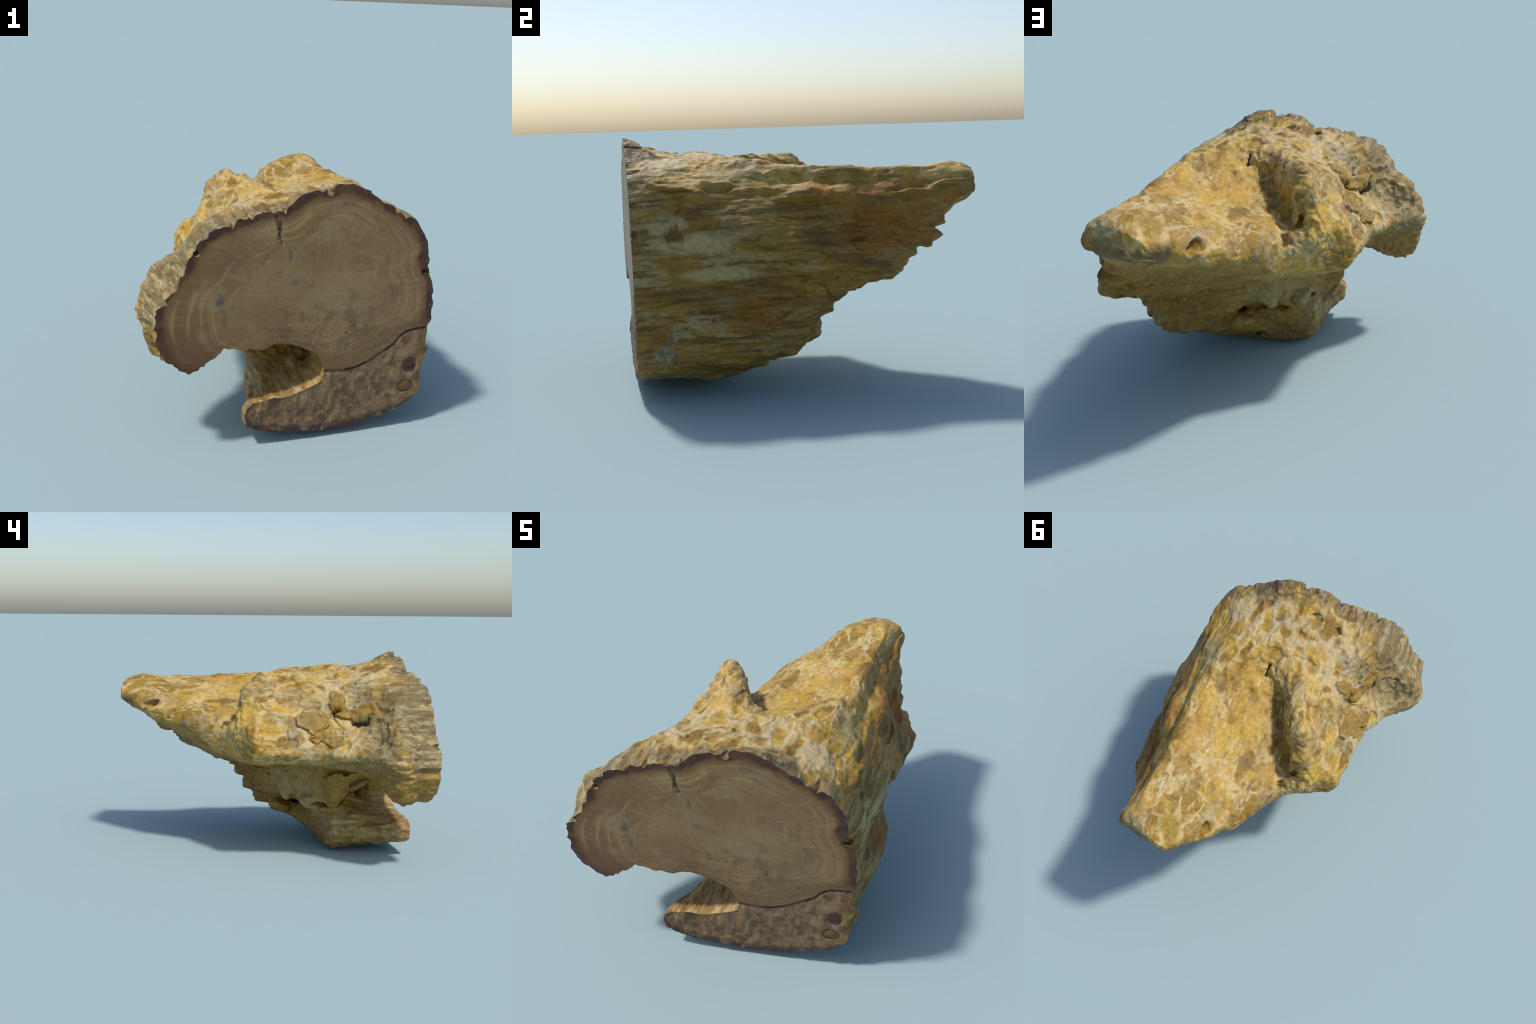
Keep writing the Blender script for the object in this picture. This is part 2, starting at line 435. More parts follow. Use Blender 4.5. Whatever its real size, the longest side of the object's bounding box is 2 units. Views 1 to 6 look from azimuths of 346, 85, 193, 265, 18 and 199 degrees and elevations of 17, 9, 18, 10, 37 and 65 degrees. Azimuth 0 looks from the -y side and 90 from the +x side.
def crust_seams(V):
    """the shader's seam and plate patterns, read at the mesh's points so that relief and colour agree"""
    g = bpy.data.node_groups.new("seams", "GeometryNodeTree")
    g.interface.new_socket("Geometry", in_out="INPUT", socket_type="NodeSocketGeometry")
    g.interface.new_socket("Geometry", in_out="OUTPUT", socket_type="NodeSocketGeometry")
    t = Tree(g)
    i, o, st = t.node("NodeGroupInput"), t.node("NodeGroupOutput"), t.node("GeometryNodeStoreNamedAttribute", data_type="FLOAT", domain="POINT")
    st.inputs["Name"].default_value = "seam"
    g.links.new(i.outputs[0], st.inputs["Geometry"])
    p = t.node("GeometryNodeInputPosition").outputs[0]
    g.links.new(t.crust_cells(p), st.inputs["Value"])
    st2 = t.node("GeometryNodeStoreNamedAttribute", data_type="FLOAT", domain="POINT")
    st2.inputs["Name"].default_value = "plate"
    g.links.new(st.outputs[0], st2.inputs["Geometry"])
    g.links.new(t.plates(p), st2.inputs["Value"])
    g.links.new(st2.outputs[0], o.inputs[0])
    me = bpy.data.meshes.new("draft")
    me.vertices.add(len(V))
    me.vertices.foreach_set("co", V.astype(np.float32).ravel())
    ob = bpy.data.objects.new("draft", me)
    bpy.context.scene.collection.objects.link(ob)
    m = ob.modifiers.new("g", "NODES")
    m.node_group = g
    ev = ob.evaluated_get(bpy.context.evaluated_depsgraph_get()).data
    out = np.empty((2, len(V)), np.float32)
    ev.attributes["seam"].data.foreach_get("value", out[0])
    ev.attributes["plate"].data.foreach_get("value", out[1])
    bpy.data.objects.remove(ob)
    bpy.data.meshes.remove(me)
    bpy.data.node_groups.remove(g)
    return out.astype(float)


# ------------------------------------------------------------------ body: sections, then lumps, plates and holes
F, *AX = build_field()

# end of the ridge, and shreds hanging from the lip
lump(F, AX, (-0.42, 0.03, 0.77), (0.05, 0.09, 0.06), 0.05)
# pale flowstone under the body, and the ochre lobe between it and the slab
lump(F, AX, (-0.26, -0.445, 0.455), (0.12, 0.095, 0.085), 0.015)
lump(F, AX, (-0.125, -0.285, 0.355), (0.05, 0.05, 0.055), 0.03)
lump(F, AX, (0.08, -0.19, 0.44), (0.12, 0.08, 0.09), 0.04)
lump(F, AX, (-0.08, -0.50, 0.385), (0.10, 0.14, 0.040), 0.015, (18, 15, 0))
lump(F, AX, (-0.17, -0.60, 0.475), (0.07, 0.085, 0.032), 0.012, (-30, 10, 0))
lump(F, AX, (0.21, -0.13, 0.265), (0.08, 0.09, 0.045), 0.03, (10, 0, 20))
lump(F, AX, (0.52, -0.03, 0.28), (0.08, 0.06, 0.05), 0.04)
# ledge and knobs of the straight flank
lump(F, AX, (0.585, 0.12, 1.04), (0.055, 0.15, 0.040), 0.05, (-3, 0, 2))
lump(F, AX, (0.625, -0.62, 1.06), (0.05, 0.12, 0.045), 0.05, (0, 35, 0))
lump(F, AX, (0.70, -0.70, 0.26), (0.025, 0.055, 0.045), 0.02)
lump(F, AX, (0.70, -0.655, 0.36), (0.02, 0.03, 0.025), 0.02)
# slots: between flowstone and slab, and between flowstone and the lip of the body
lump(F, AX, (-0.20, -0.43, 0.322), (0.15, 0.17, 0.024), 0.012, (0, -22, 0), carve=True, rough=0.5)
lump(F, AX, (0.08, -0.215, 0.285), (0.20, 0.10, 0.030), 0.015, (0, -8, 20), carve=True, rough=0.5)
lump(F, AX, (-0.375, -0.34, 0.605), (0.075, 0.22, 0.026), 0.012, (0, 25, -8), carve=True, rough=0.5)
lump(F, AX, (-0.20, 0.02, 0.60), (0.16, 0.10, 0.028), 0.015, (0, 0, -40), carve=True, rough=0.5)
# hollows
for c, r, k, s in (((0.127, 0.775, 1.01), (0.040, 0.065, 0.028), 0.012, (0, 0, 0)), ((-0.245, 0.185, 0.945), (0.035, 0.04, 0.04), 0.02, (0, 0, 0)),
                   ((-0.185, 0.305, 0.87), (0.04, 0.03, 0.03), 0.03, (0, 0, 0)), ((0.06, 0.0, 0.545), (0.20, 0.07, 0.045), 0.03, (20, 0, 20)), ((0.15, -0.31, 1.15), (0.024, 0.065, 0.040), 0.015, (30, 0, 0)),
                   ((-0.375, -0.395, 0.965), (0.05, 0.030, 0.055), 0.01, (35, 24, 0)),
                   ((-0.46, -0.565, 0.935), (0.05, 0.065, 0.028), 0.01, (-15, 24, 0)), 
                    ((-0.031, -0.732, 1.262), (0.04, 0.035, 0.018), 0.01, (0, 0, 0)),
                   ((-0.184, -0.707, 1.225), (0.03, 0.04, 0.02), 0.01, (0, 0, 0)), ((-0.67, -0.625, 0.90), (0.09, 0.06, 0.11), 0.06, (0, 0, 0)),
                   
                   ((0.30, -0.255, 0.275), (0.10, 0.10, 0.025), 0.02, (0, 0, 0)), ((0.02, -0.28, 0.285), (0.08, 0.10, 0.022), 0.015, (0, 0, 0)),
                   ((0.08, -0.66, 0.40), (0.08, 0.10, 0.04), 0.03, (0, 0, 0)), ((0.20, -0.36, 0.07), (0.10, 0.04, 0.05), 0.03, (0, 0, 0)),
                   ((-0.12, -0.36, 0.16), (0.03, 0.03, 0.06), 0.02, (0, 0, 0))):
    lump(F, AX, c, r, k, s, carve=True, rough=0.55)
# nicks where the crust folds over the sawn rim: place on the rim and the way in
for x, z, ax_, az_, depth in ((-0.133, 1.235, 0.1, -1, 0.035), (-0.389, 1.165, 0.15, -1, 0.035), (0.097, 1.335, 0.0, -1, 0.038),
                              (0.53, 1.185, -0.5, -1, 0.03), (-0.735, 0.815, 1, -0.15, 0.045), (-0.30, 1.21, 0.3, -1, 0.02),
                              (0.67, 0.87, -1, 0, 0.02), (-0.56, 1.045, 0.7, -0.7, 0.015)):
    tilt = np.degrees(np.arctan2(ax_, az_))
    y = CUT_P[1] - (CUT_N[0] * (x - CUT_P[0])) / CUT_N[1]
    lump(F, AX, (x, y, z), (0.016, 0.06, depth), 0.008, (0, tilt, 0), carve=True)

V, Q = surface_net(F, LO, H)
V, Q = subdivided(V, Q)
N = vertex_normals(V, Q)

# ------------------------------------------------------------------ relief
x, y, z = V.T
nx, ny, nz = N.T
flank = sstep(0.30, 0.75, nx) * sstep(0.40, 0.62, x)                       # long wood-grained side
lobe = (1 - sstep(-0.62, -0.46, y)) * (1 - sstep(-0.30, -0.05, x))           # flared lobe, fluted
under = (1 - sstep(-0.5, 0.0, nz)) * (1 - sstep(0.55, 0.75, z)) * (1 - flank)
slab = (1 - sstep(-0.40, -0.28, y)) * (1 - sstep(0.26, 0.36, z))
crust = (1 - flank) * (1 - lobe) * (1 - under) * (1 - slab)
seam, plate = crust_seams(V)

d = 0.010 * fbm(V, 5, 3, 3)


def where(weight, relief):
    """relief worked out only where it counts"""
    on = weight > 0.01
    d[on] += weight[on] * relief(V[on], on)


where(flank, lambda p, on: 0.006 * fbm(p, (26, 4, 26), 3, 11) + 0.018 * fbm(p, (6, 2.2, 9), 2, 5) + 0.014 * fbm(p, (12, 7, 13), 3, 9)
      + 0.016 * (sstep(-0.05, 0.05, fbm(p, (4, 2.4, 7), 3, 21)) - 0.5))
where(lobe, lambda p, on: 0.030 * (0.33 - np.abs(fbm(p, (18, 4.2, 18), 2, 31))) + 0.010 * fbm(p, (16, 9, 16), 2, 33) + 0.006 * fbm(p, 32, 2, 35))
where(crust, lambda p, on: 0.006 * sstep(-0.25, 0.35, fbm(p, 4.5, 2, 47)) * (0.5 - sstep(0.0, 0.22, seam[on])) + 0.007 * fbm(p, (22, 9, 22), 3, 41)
      + 0.009 * fbm(p, (10, 6, 10), 2, 44) + 0.004 * fbm(p, 40, 2, 48))
where(under, lambda p, on: 0.010 * fbm(p, 9, 2, 51) + 0.008 * fbm(p, 22, 3, 52))
where(slab * (1 - flank), lambda p, on: 0.004 * fbm(p, (30, 6, 30), 2, 61) + 0.006 * fbm(p, 16, 2, 62))
# the ridge and the flank below it are craggy
crag = crust * sstep(0.12, -0.02, x + 0.6 * (y + 0.05)) * sstep(0.66, 0.76, z)
where(crag, lambda p, on: 0.026 * (0.3 - np.abs(fbm(p, (8, 7, 9), 3, 55))) + 0.010 * (sstep(-0.06, 0.06, fbm(p, 8, 2, 57)) - 0.5))
# broken back edges are knobbly
ragged = sstep(-0.35, -0.1, y) * (1 - sstep(0.45, 0.9, z - 0.35 * y)) * sstep(0.15, 0.45, x)
where(ragged, lambda p, on: 0.024 * (0.45 - cells(p, 14, 7)[0]))
where(sstep(0.55, 0.8, y) * sstep(0.2, 0.7, ny), lambda p, on: 0.014 * (0.5 - cells(p, 15, 8)[0]))
d += 0.015 * plate - 0.016 * crust * sstep(0.0, 0.5, plate) * (plate < 0.5)
# small pits
def pits(p, on):
    near, _, ident = cells(p + 0.02 * fbm(p, 20, 2, 95)[:, None], (15, 9, 15), 91)
    return -0.010 * (ident > 0.82) * (1 - sstep(0.08, 0.36, near))


where(crust, pits)
V = V + N * d[:, None]
# the underside breaks up towards the tip in steps: treads and risers
x, y, z = V.T
w = sstep(-0.32, -0.12, y) * (1 - sstep(0.86, 0.98, z)) * sstep(0.05, 0.35, x)
on = w > 0.01
phase = z[on] / 0.115 + 0.9 * noise(V[on] * (1, 0, 1), (2.6, 1, 3.0), 131) + 0.35 * noise(V[on] * (1, 0, 1), (9, 1, 9), 132)
saw = phase - np.floor(phase)
saw = np.where(saw < 0.82, saw / 0.82, (1 - saw) / 0.18) - 0.5
V[on, 1] -= w[on] * (0.055 * saw + 0.012)
lift = V[:, 2].min()
V[:, 2] = np.where(V[:, 2] < 0.05, 0.05 + (V[:, 2] - 0.05) * (0.05 / (0.05 - lift)), V[:, 2])

# ------------------------------------------------------------------ saw the front off
me = mesh_from(V, Q, "body")
bm = bmesh.new()
bm.from_mesh(me)
bmesh.ops.bisect_plane(bm, geom=bm.verts[:] + bm.edges[:] + bm.faces[:], plane_co=CUT_P, plane_no=CUT_N, clear_inner=True)
bm.to_mesh(me)
bm.free()
me.calc_loop_triangles()
V = np.empty(len(me.vertices) * 3, np.float32)
me.vertices.foreach_get("co", V)
V = V.reshape(-1, 3).astype(float)
T = np.empty(len(me.loop_triangles) * 3, np.int32)
me.loop_triangles.foreach_get("vertices", T)
T = T.reshape(-1, 3).astype(np.int64)
bpy.data.meshes.remove(me)


def tri_normals(V, T):
    n = np.cross(V[T[:, 1]] - V[T[:, 0]], V[T[:, 2]] - V[T[:, 0]])
    out = np.zeros_like(V)
    for k in range(3):
        for a in range(3):
            out[:, a] += np.bincount(T[:, k], n[:, a], len(V))
    return out / (np.linalg.norm(out, axis=1, keepdims=True) + 1e-12)


N = tri_normals(V, T)

# rim loop of the cut, and the sawn face as a fine sheet with its own slight relief
E = np.concatenate([T[:, [0, 1]], T[:, [1, 2]], T[:, [2, 0]]])
key = np.sort(E, 1)
_, first, count = np.unique(key[:, 0] * len(V) + key[:, 1], return_index=True, return_counts=True)
B = E[first[count == 1]]
B = B[np.abs((V[B] - CUT_P) @ CUT_N).max(1) < 1e-3]
rim = np.unique(B)
pos = {int(v): i for i, v in enumerate(rim)}
CRACK = np.array([(0.10, 0.385), (0.16, 0.372), (0.24, 0.368), (0.30, 0.375), (0.36, 0.395), (0.42, 0.43), (0.47, 0.455), (0.52, 0.487),
                  (0.55, 0.525), (0.60, 0.553), (0.69, 0.56)])
RADIAL = np.array([(-0.175, 1.21), (-0.165, 1.16), (-0.15, 1.12), (-0.138, 1.07)])


def line_distance(P, L):
    d = np.full(len(P), 9.0)
    for a, b in zip(L[:-1], L[1:]):
        e = b - a
        t = np.clip(((P - a) @ e) / (e @ e), 0, 1)
        d = np.minimum(d, np.linalg.norm(P - a - t[:, None] * e, axis=1))
    return d


R2 = V[rim][:, [0, 2]]
gx, gz = np.meshgrid(np.arange(-0.85, 0.80, 0.0125), np.arange(-0.02, 1.40, 0.0125), indexing="ij")
G = np.stack([gx.ravel(), gz.ravel()], 1)
gx, gz = np.meshgrid(np.arange(-0.25, 0.72, 0.0045), np.arange(0.34, 1.24, 0.0045), indexing="ij")
G2 = np.stack([gx.ravel(), gz.ravel()], 1)
near = lambda P: np.minimum(line_distance(P, CRACK), line_distance(P, RADIAL))
G = np.concatenate([G[near(G) > 0.02], G2[near(G2) < 0.02]])
G = G + 0.0015 * np.stack([noise(np.c_[G, G[:, :1]] * 900, 1, 5), noise(np.c_[G, G[:, :1]] * 900, 1, 6)], 1)
segs = R2[[[pos[int(a)], pos[int(b)]] for a, b in B]]
inside = np.zeros(len(G), bool)
gap = np.full(len(G), 9.0)
for (ax_, az_), (bx_, bz_) in segs:
    inside ^= ((az_ > G[:, 1]) != (bz_ > G[:, 1])) & (G[:, 0] < (bx_ - ax_) * (G[:, 1] - az_) / (bz_ - az_ + 1e-15) + ax_)
    gap = np.minimum(gap, (G[:, 0] - ax_) ** 2 + (G[:, 1] - az_) ** 2)
G = G[inside & (gap > 0.005 ** 2)]
from mathutils.geometry import delaunay_2d_cdt
cv, _, cf, cid, *_ = delaunay_2d_cdt([tuple(p) for p in np.concatenate([R2, G])], [(pos[int(a)], pos[int(b)]) for a, b in B], [], 1, 1e-7)
C2 = np.array([tuple(p) for p in cv])
CT = np.array([list(f) for f in cf])
yc = CUT_P[1] - (CUT_N[0] * (C2[:, 0] - CUT_P[0]) + CUT_N[2] * (C2[:, 1] - CUT_P[2])) / CUT_N[1]
CV = np.stack([C2[:, 0], yc, C2[:, 1]], 1)
onrim = np.array([bool(i) and min(i) < len(rim) for i in cid])
cx, cz = C2.T
below = sstep(0.0, 0.02, np.interp(cx, CRACK[:, 0], CRACK[:, 1]) - cz) * sstep(0.08, 0.13, cx) + (cx < 0.11) * (cz < 0.41)
below = np.clip(below, 0, 1)
P3 = CV * (1, 1, 1)
dep = 0.0012 * fbm(P3, 7, 2, 71)
dep += below * (-0.001 + 0.009 * fbm(P3, 20, 3, 72) + 0.005 * fbm(P3, (34, 1, 9), 2, 73))
dep += 0.014 * np.exp(-(line_distance(C2, CRACK) / 0.0055) ** 2) * (0.4 + 0.6 * (noise(P3, 18, 77) > -0.3))
dep += 0.012 * np.exp(-(line_distance(C2, RADIAL) / 0.0045) ** 2) * (noise(P3, 55, 78) > -0.35)
k = np.hypot(cx - 0.622, cz - 0.355)
dep += 0.012 * np.exp(-((k - 0.034) / 0.009) ** 2) - 0.004 * np.exp(-(k / 0.02) ** 2)
k = np.hypot(cx - 0.60, (cz - 0.235) * 1.3)
dep += 0.007 * np.exp(-((k - 0.04) / 0.008) ** 2)
for hx, hz, hr in ((-0.218, 1.0, 0.008), (0.373, 0.324, 0.008), (0.44, 0.538, 0.007), (0.253, 0.504, 0.008), (-0.44, 0.79, 0.016)):
    dep += 0.010 * np.exp(-(((cx - hx) ** 2 + (cz - hz) ** 2) / hr ** 2))
dep[onrim] = 0
CV = CV + CUT_N * dep[:, None]
n0 = np.cross(CV[CT[0, 1]] - CV[CT[0, 0]], CV[CT[0, 2]] - CV[CT[0, 0]])
if n0 @ CUT_N > 0:
    CT = CT[:, ::-1]
CN = tri_normals(CV, CT)

# ------------------------------------------------------------------ materials
def material(name, rough=0.6, spec=0.35):
    m = bpy.data.materials.new(name)
    m.use_nodes = True
    t = Tree(m.node_tree)
    b = m.node_tree.nodes["Principled BSDF"]
    b.inputs["Roughness"].default_value = rough
    b.inputs["Specular IOR Level"].default_value = spec
    return m, t, b, t.node("ShaderNodeTexCoord").outputs["Object"]


def bump(t, bsdf, height, strength, distance=0.01):
    n = t.node("ShaderNodeBump")
    n.inputs["Strength"].default_value = strength
    n.inputs["Distance"].default_value = distance
    t.put(n.inputs["Height"], height)
    t.put(bsdf.inputs["Normal"], n.outputs[0])


OCHRE, HONEY, AMBER, UMBER = (0.395, 0.235, 0.032), (0.47, 0.298, 0.050), (0.215, 0.122, 0.015), (0.140, 0.088, 0.022)
CREAM, WHITE, PEACH = (0.49, 0.365, 0.155), (0.53, 0.43, 0.235), (0.45, 0.272, 0.072)
GREY, TAUPE, PLUM, RUST, OLIVE = (0.26, 0.228, 0.140), (0.155, 0.118, 0.054), (0.085, 0.057, 0.046), (0.245, 0.112, 0.014), (0.180, 0.115, 0.018)


def deep(*c):
    """literal colours below were mixed at sample brightness; the stone itself is darker and warmer"""
    return (0.56 * c[0], 0.51 * c[1], 0.40 * c[2])


# ---- weathered stone, one material for every natural surface so that the parts run into each other
STONE, t, bsdf, P = material("weathered_stone", 0.58, 0.3)
X, Y, Z = t.xyz(P)
n_big = t.noise(P, 3.2, 3)
n_mid = t.noise(P, 9.0, 4, 0.6)
n_fine = t.noise(P, 38.0, 4, 0.6)
n_streak = t.noise(P, (34.0, 7.0, 34.0), 4, 0.6, 0.6)
W = t.warped(P, 6.0, 0.10)
wx, wy, wz = t.xyz(W)

# crust of the upper side: amber plates in a net of cream seams, veiled by streaks
seam = t.crust_cells(P)
q = t.vec("MULTIPLY", t.warped(P, 4.0, 0.26), (1.0, 0.55, 1.0))
plate = t.xyz(t.voronoi(q, 8.5, "F1", "Color"))[0]
col = t.mix(t.step(0.40, 0.62, n_big), OCHRE, HONEY)
col = t.mix(t.math("MULTIPLY", t.math("MULTIPLY", t.step(0.55, 0.70, plate), t.step(0.0, 0.20, seam)), t.step(0.34, 0.52, n_big)), col, AMBER)
col = t.mix(t.math("MULTIPLY", t.step(0.505, 0.585, t.noise(P, (5.6, 3.0, 5.6), 4, 0.55, 0.6)), 0.85), col, AMBER)
col = t.mix(t.math("MULTIPLY", t.step(0.52, 0.68, n_mid), 0.55), col, UMBER)
col = t.mix(t.math("MULTIPLY", t.step(0.50, 0.66, t.noise(P, 5.5, 4, 0.6)), 0.6), col, PEACH)
edge = t.step(0.15, 0.02, t.math("ADD", seam, t.math("MULTIPLY", t.math("SUBTRACT", n_mid, 0.5), 0.28)))
col = t.mix(t.math("MULTIPLY", edge, t.math("MULTIPLY", t.step(0.40, 0.56, t.noise(P, 4.0, 3)), 0.85)), col, CREAM)
col = t.mix(t.math("MULTIPLY", t.math("MULTIPLY", t.step(0.54, 0.66, n_streak), t.step(0.40, 0.60, t.noise(P, 6.0, 3))), 0.9), col, WHITE)
col = t.mix(t.math("MULTIPLY", t.step(0.60, 0.75, t.noise(P, (16, 6, 16), 4, 0.65)), 0.45), col, TAUPE)
drab = t.step(0.54, 0.63, t.noise(P, (3.8, 2.6, 3.8), 4, 0.6, 0.4))
col = t.mix(t.math("MULTIPLY", drab, 0.5), col, t.mix(t.step(0.42, 0.58, n_mid), (0.190, 0.135, 0.040), (0.30, 0.255, 0.150)))
# paler saddle between the trunk and the lobe
saddle = t.either([t.blob(W, (-0.25, -0.52, 1.15), (0.30, 0.22, 0.25)), t.blob(W, (-0.42, -0.42, 0.82), (0.24, 0.30, 0.12)),
                   t.blob(W, (0.25, -0.62, 1.25), (0.40, 0.14, 0.10))])
net = t.step(0.24, 0.04, t.math("ADD", seam, t.math("MULTIPLY", t.math("SUBTRACT", n_mid, 0.5), 0.55)))
col = t.mix(t.math("MULTIPLY", saddle, t.math("MULTIPLY", net, 0.9)), col, t.mix(t.step(0.40, 0.60, n_mid), CREAM, (0.44, 0.375, 0.235)))

# front collar: plum grey and brown, cream in the nicks
front = t.math("SUBTRACT", wy, t.math("MULTIPLY", X, 0.104))
collar = t.step(-0.74, -0.86, front)
ccol = t.mix(t.step(0.42, 0.58, n_mid), TAUPE, PLUM)
ccol = t.mix(t.step(0.52, 0.66, n_streak), ccol, GREY)
ccol = t.mix(t.step(0.55, 0.70, t.noise(P, (18, 8, 18), 3)), ccol, OCHRE)
col = t.mix(t.math("MULTIPLY", collar, 0.75), col, ccol)

# flared lobe: olive grey flutes with cream and yellow crests
lobe = t.math("MULTIPLY", t.step(-0.46, -0.58, wy), t.step(-0.22, -0.42, wx))
flute = t.noise(P, (21.0, 3.5, 21.0), 3, 0.6, 0.4)
lcol = t.ramp(flute, [(0.33, UMBER), (0.43, TAUPE), (0.50, deep(0.36, 0.26, 0.10)), (0.57, GREY), (0.66, deep(0.66, 0.53, 0.26))])
lcol = t.mix(t.math("MULTIPLY", t.step(0.52, 0.68, n_mid), 0.8), lcol, deep(0.24, 0.19, 0.12))
lcol = t.mix(t.math("MULTIPLY", t.step(0.50, 0.62, t.noise(P, (9, 5, 9), 3)), 0.7), lcol, deep(0.62, 0.43, 0.10))
lcol = t.mix(t.math("MULTIPLY", t.step(0.56, 0.66, n_streak), 0.7), lcol, (0.45, 0.37, 0.19))
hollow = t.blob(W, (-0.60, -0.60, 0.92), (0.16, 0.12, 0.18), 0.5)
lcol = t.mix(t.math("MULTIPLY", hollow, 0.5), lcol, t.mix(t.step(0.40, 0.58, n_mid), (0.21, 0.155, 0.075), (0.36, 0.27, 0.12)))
col = t.mix(t.math("MULTIPLY", lobe, 0.9), col, lcol)

# underside: dull yellow-brown, pale flowstone lumps
under = t.step(0.70, 0.60, t.math("SUBTRACT", wz, t.math("MULTIPLY", t.step(0.1, 0.8, Y), 0.25)))
ucol = t.mix(t.step(0.40, 0.62, n_big), deep(0.40, 0.255, 0.060), deep(0.47, 0.315, 0.090))
ucol = t.mix(t.math("MULTIPLY", t.step(0.50, 0.68, n_mid), 0.7), ucol, deep(0.25, 0.165, 0.065))
ucol = t.mix(t.math("MULTIPLY", t.step(0.54, 0.70, n_fine), 0.5), ucol, GREY)
pale = t.either([t.blob(W, (-0.12, -0.24, 0.42), (0.14, 0.22, 0.15)), t.blob(W, (0.08, -0.12, 0.44), (0.16, 0.12, 0.14)), t.blob(W, (-0.14, -0.60, 0.475), (0.08, 0.08, 0.05))])
ucol = t.mix(t.math("MULTIPLY", pale, t.step(0.34, 0.56, n_mid)), ucol, deep(0.50, 0.43, 0.24))
gold = t.either([t.blob(W, (-0.40, -0.05, 0.68), (0.10, 0.30, 0.07)), t.blob(W, (-0.06, -0.50, 0.40), (0.13, 0.18, 0.08))])
ucol = t.mix(t.math("MULTIPLY", gold, 0.8), ucol, deep(0.46, 0.265, 0.025))
ucol = t.mix(1.0, ucol, (1.15, 1.10, 0.98), "MULTIPLY")
col = t.mix(under, col, ucol)

# curled slab: grey-green straw grain, upper lip painted lighter tan for the sun on it
slab = t.math("MULTIPLY", t.step(0.36, 0.29, t.math("SUBTRACT", wz, t.math("MULTIPLY", X, 0.2))), t.step(-0.30, -0.40, wy))
straw = t.noise(P, (30.0, 4.0, 30.0), 4, 0.6, 0.3)
scol = t.ramp(straw, [(0.34, deep(0.24, 0.155, 0.05)), (0.46, deep(0.40, 0.27, 0.08)), (0.56, deep(0.48, 0.40, 0.20)), (0.68, deep(0.56, 0.52, 0.36))])
scol = t.mix(t.math("MULTIPLY", t.step(0.50, 0.66, n_mid), 0.7), scol, deep(0.27, 0.18, 0.085))
scol = t.mix(1.0, scol, (1.22, 1.20, 1.15), "MULTIPLY")
lip = t.step(-0.76, -0.88, front)
scol = t.mix(t.math("MULTIPLY", lip, 0.75), scol, t.mix(t.step(0.42, 0.58, t.noise(P, (26, 6, 26), 3)), (0.22, 0.125, 0.045), t.mix(t.step(0.45, 0.6, n_mid), (0.46, 0.30, 0.115), (0.47, 0.36, 0.18))))
broken = t.step(-0.47, -0.38, wy)
scol = t.mix(t.math("MULTIPLY", broken, 0.8), scol, t.mix(t.step(0.42, 0.58, n_mid), deep(0.24, 0.145, 0.055), deep(0.36, 0.25, 0.12)))
col = t.mix(slab, col, scol)

# straight flank: wood grain along the trunk, olive, ochre and straw with grey chalk at the front and rust at the back
edge_x = t.math("SUBTRACT", t.math("ADD", X, t.math("MULTIPLY", t.math("SUBTRACT", n_mid, 0.5), 0.10)), t.math("MULTIPLY", t.step(0.2, 0.4, Y), -0.045))
flank = t.math("MULTIPLY", t.step(0.57, 0.64, edge_x), t.step(1.16, 1.08, wz))
grain = t.noise(P, (30.0, 3.0, 34.0), 4, 0.62, 0.5)
band = t.noise(P, (6.0, 1.8, 8.0), 3, 0.6, 0.6)
fcol = t.ramp(band, [(0.32, deep(0.26, 0.150, 0.040)), (0.42, OLIVE), (0.50, deep(0.46, 0.285, 0.040)), (0.57, deep(0.42, 0.31, 0.11)), (0.68, deep(0.52, 0.42, 0.22))])
fcol = t.mix(t.math("MULTIPLY", t.step(0.52, 0.70, grain), 0.75), fcol, deep(0.55, 0.46, 0.27))
fcol = t.mix(t.math("MULTIPLY", t.step(0.48, 0.34, grain), 0.85), fcol, deep(0.16, 0.100, 0.040))
hair = t.noise(P, (70.0, 8.0, 80.0), 3, 0.6, 0.4)
fcol = t.mix(t.math("MULTIPLY", t.step(0.47, 0.36, hair), 0.35), fcol, deep(0.17, 0.105, 0.045))
forward = t.step(0.0, -0.55, wy)
chalk = t.math("MULTIPLY", forward, t.step(0.50, 0.60, t.noise(P, (7.0, 4.2, 10.0), 4, 0.6, 0.5)))
fcol = t.mix(t.math("MULTIPLY", t.math("MULTIPLY", chalk, 0.75), t.step(0.40, 0.52, grain)), fcol, deep(0.52, 0.475, 0.34))
white = t.either([t.blob(W, (0.73, -0.67, 0.93), (0.2, 0.09, 0.05)), t.blob(W, (0.73, -0.55, 0.83), (0.2, 0.22, 0.05)), t.blob(W, (0.73, -0.40, 0.66), (0.2, 0.20, 0.04))])
fcol = t.mix(t.math("MULTIPLY", white, t.step(0.38, 0.5, n_mid)), fcol, deep(0.60, 0.54, 0.36))
rust = t.math("MULTIPLY", t.step(0.12, 0.32, wy), t.step(0.74, 0.80, wz))
rust = t.either([rust, t.blob(W, (0.73, -0.22, 0.46), (0.2, 0.09, 0.08), 0.6), t.blob(W, (0.62, 0.12, 1.05), (0.1, 0.17, 0.05), 0.5)])
fcol = t.mix(t.math("MULTIPLY", rust, t.step(0.30, 0.58, t.noise(P, (9, 3, 12), 4, 0.6))), fcol, RUST)
knob = t.either([t.blob(P, (0.73, -0.70, 0.26), (0.1, 0.06, 0.05), 0.25), t.blob(P, (0.73, -0.655, 0.36), (0.1, 0.035, 0.03), 0.25)])
fcol = t.mix(t.math("MULTIPLY", knob, 0.85), fcol, t.mix(t.step(0.4, 0.6, n_fine), deep(0.30, 0.29, 0.25), deep(0.44, 0.43, 0.37)))
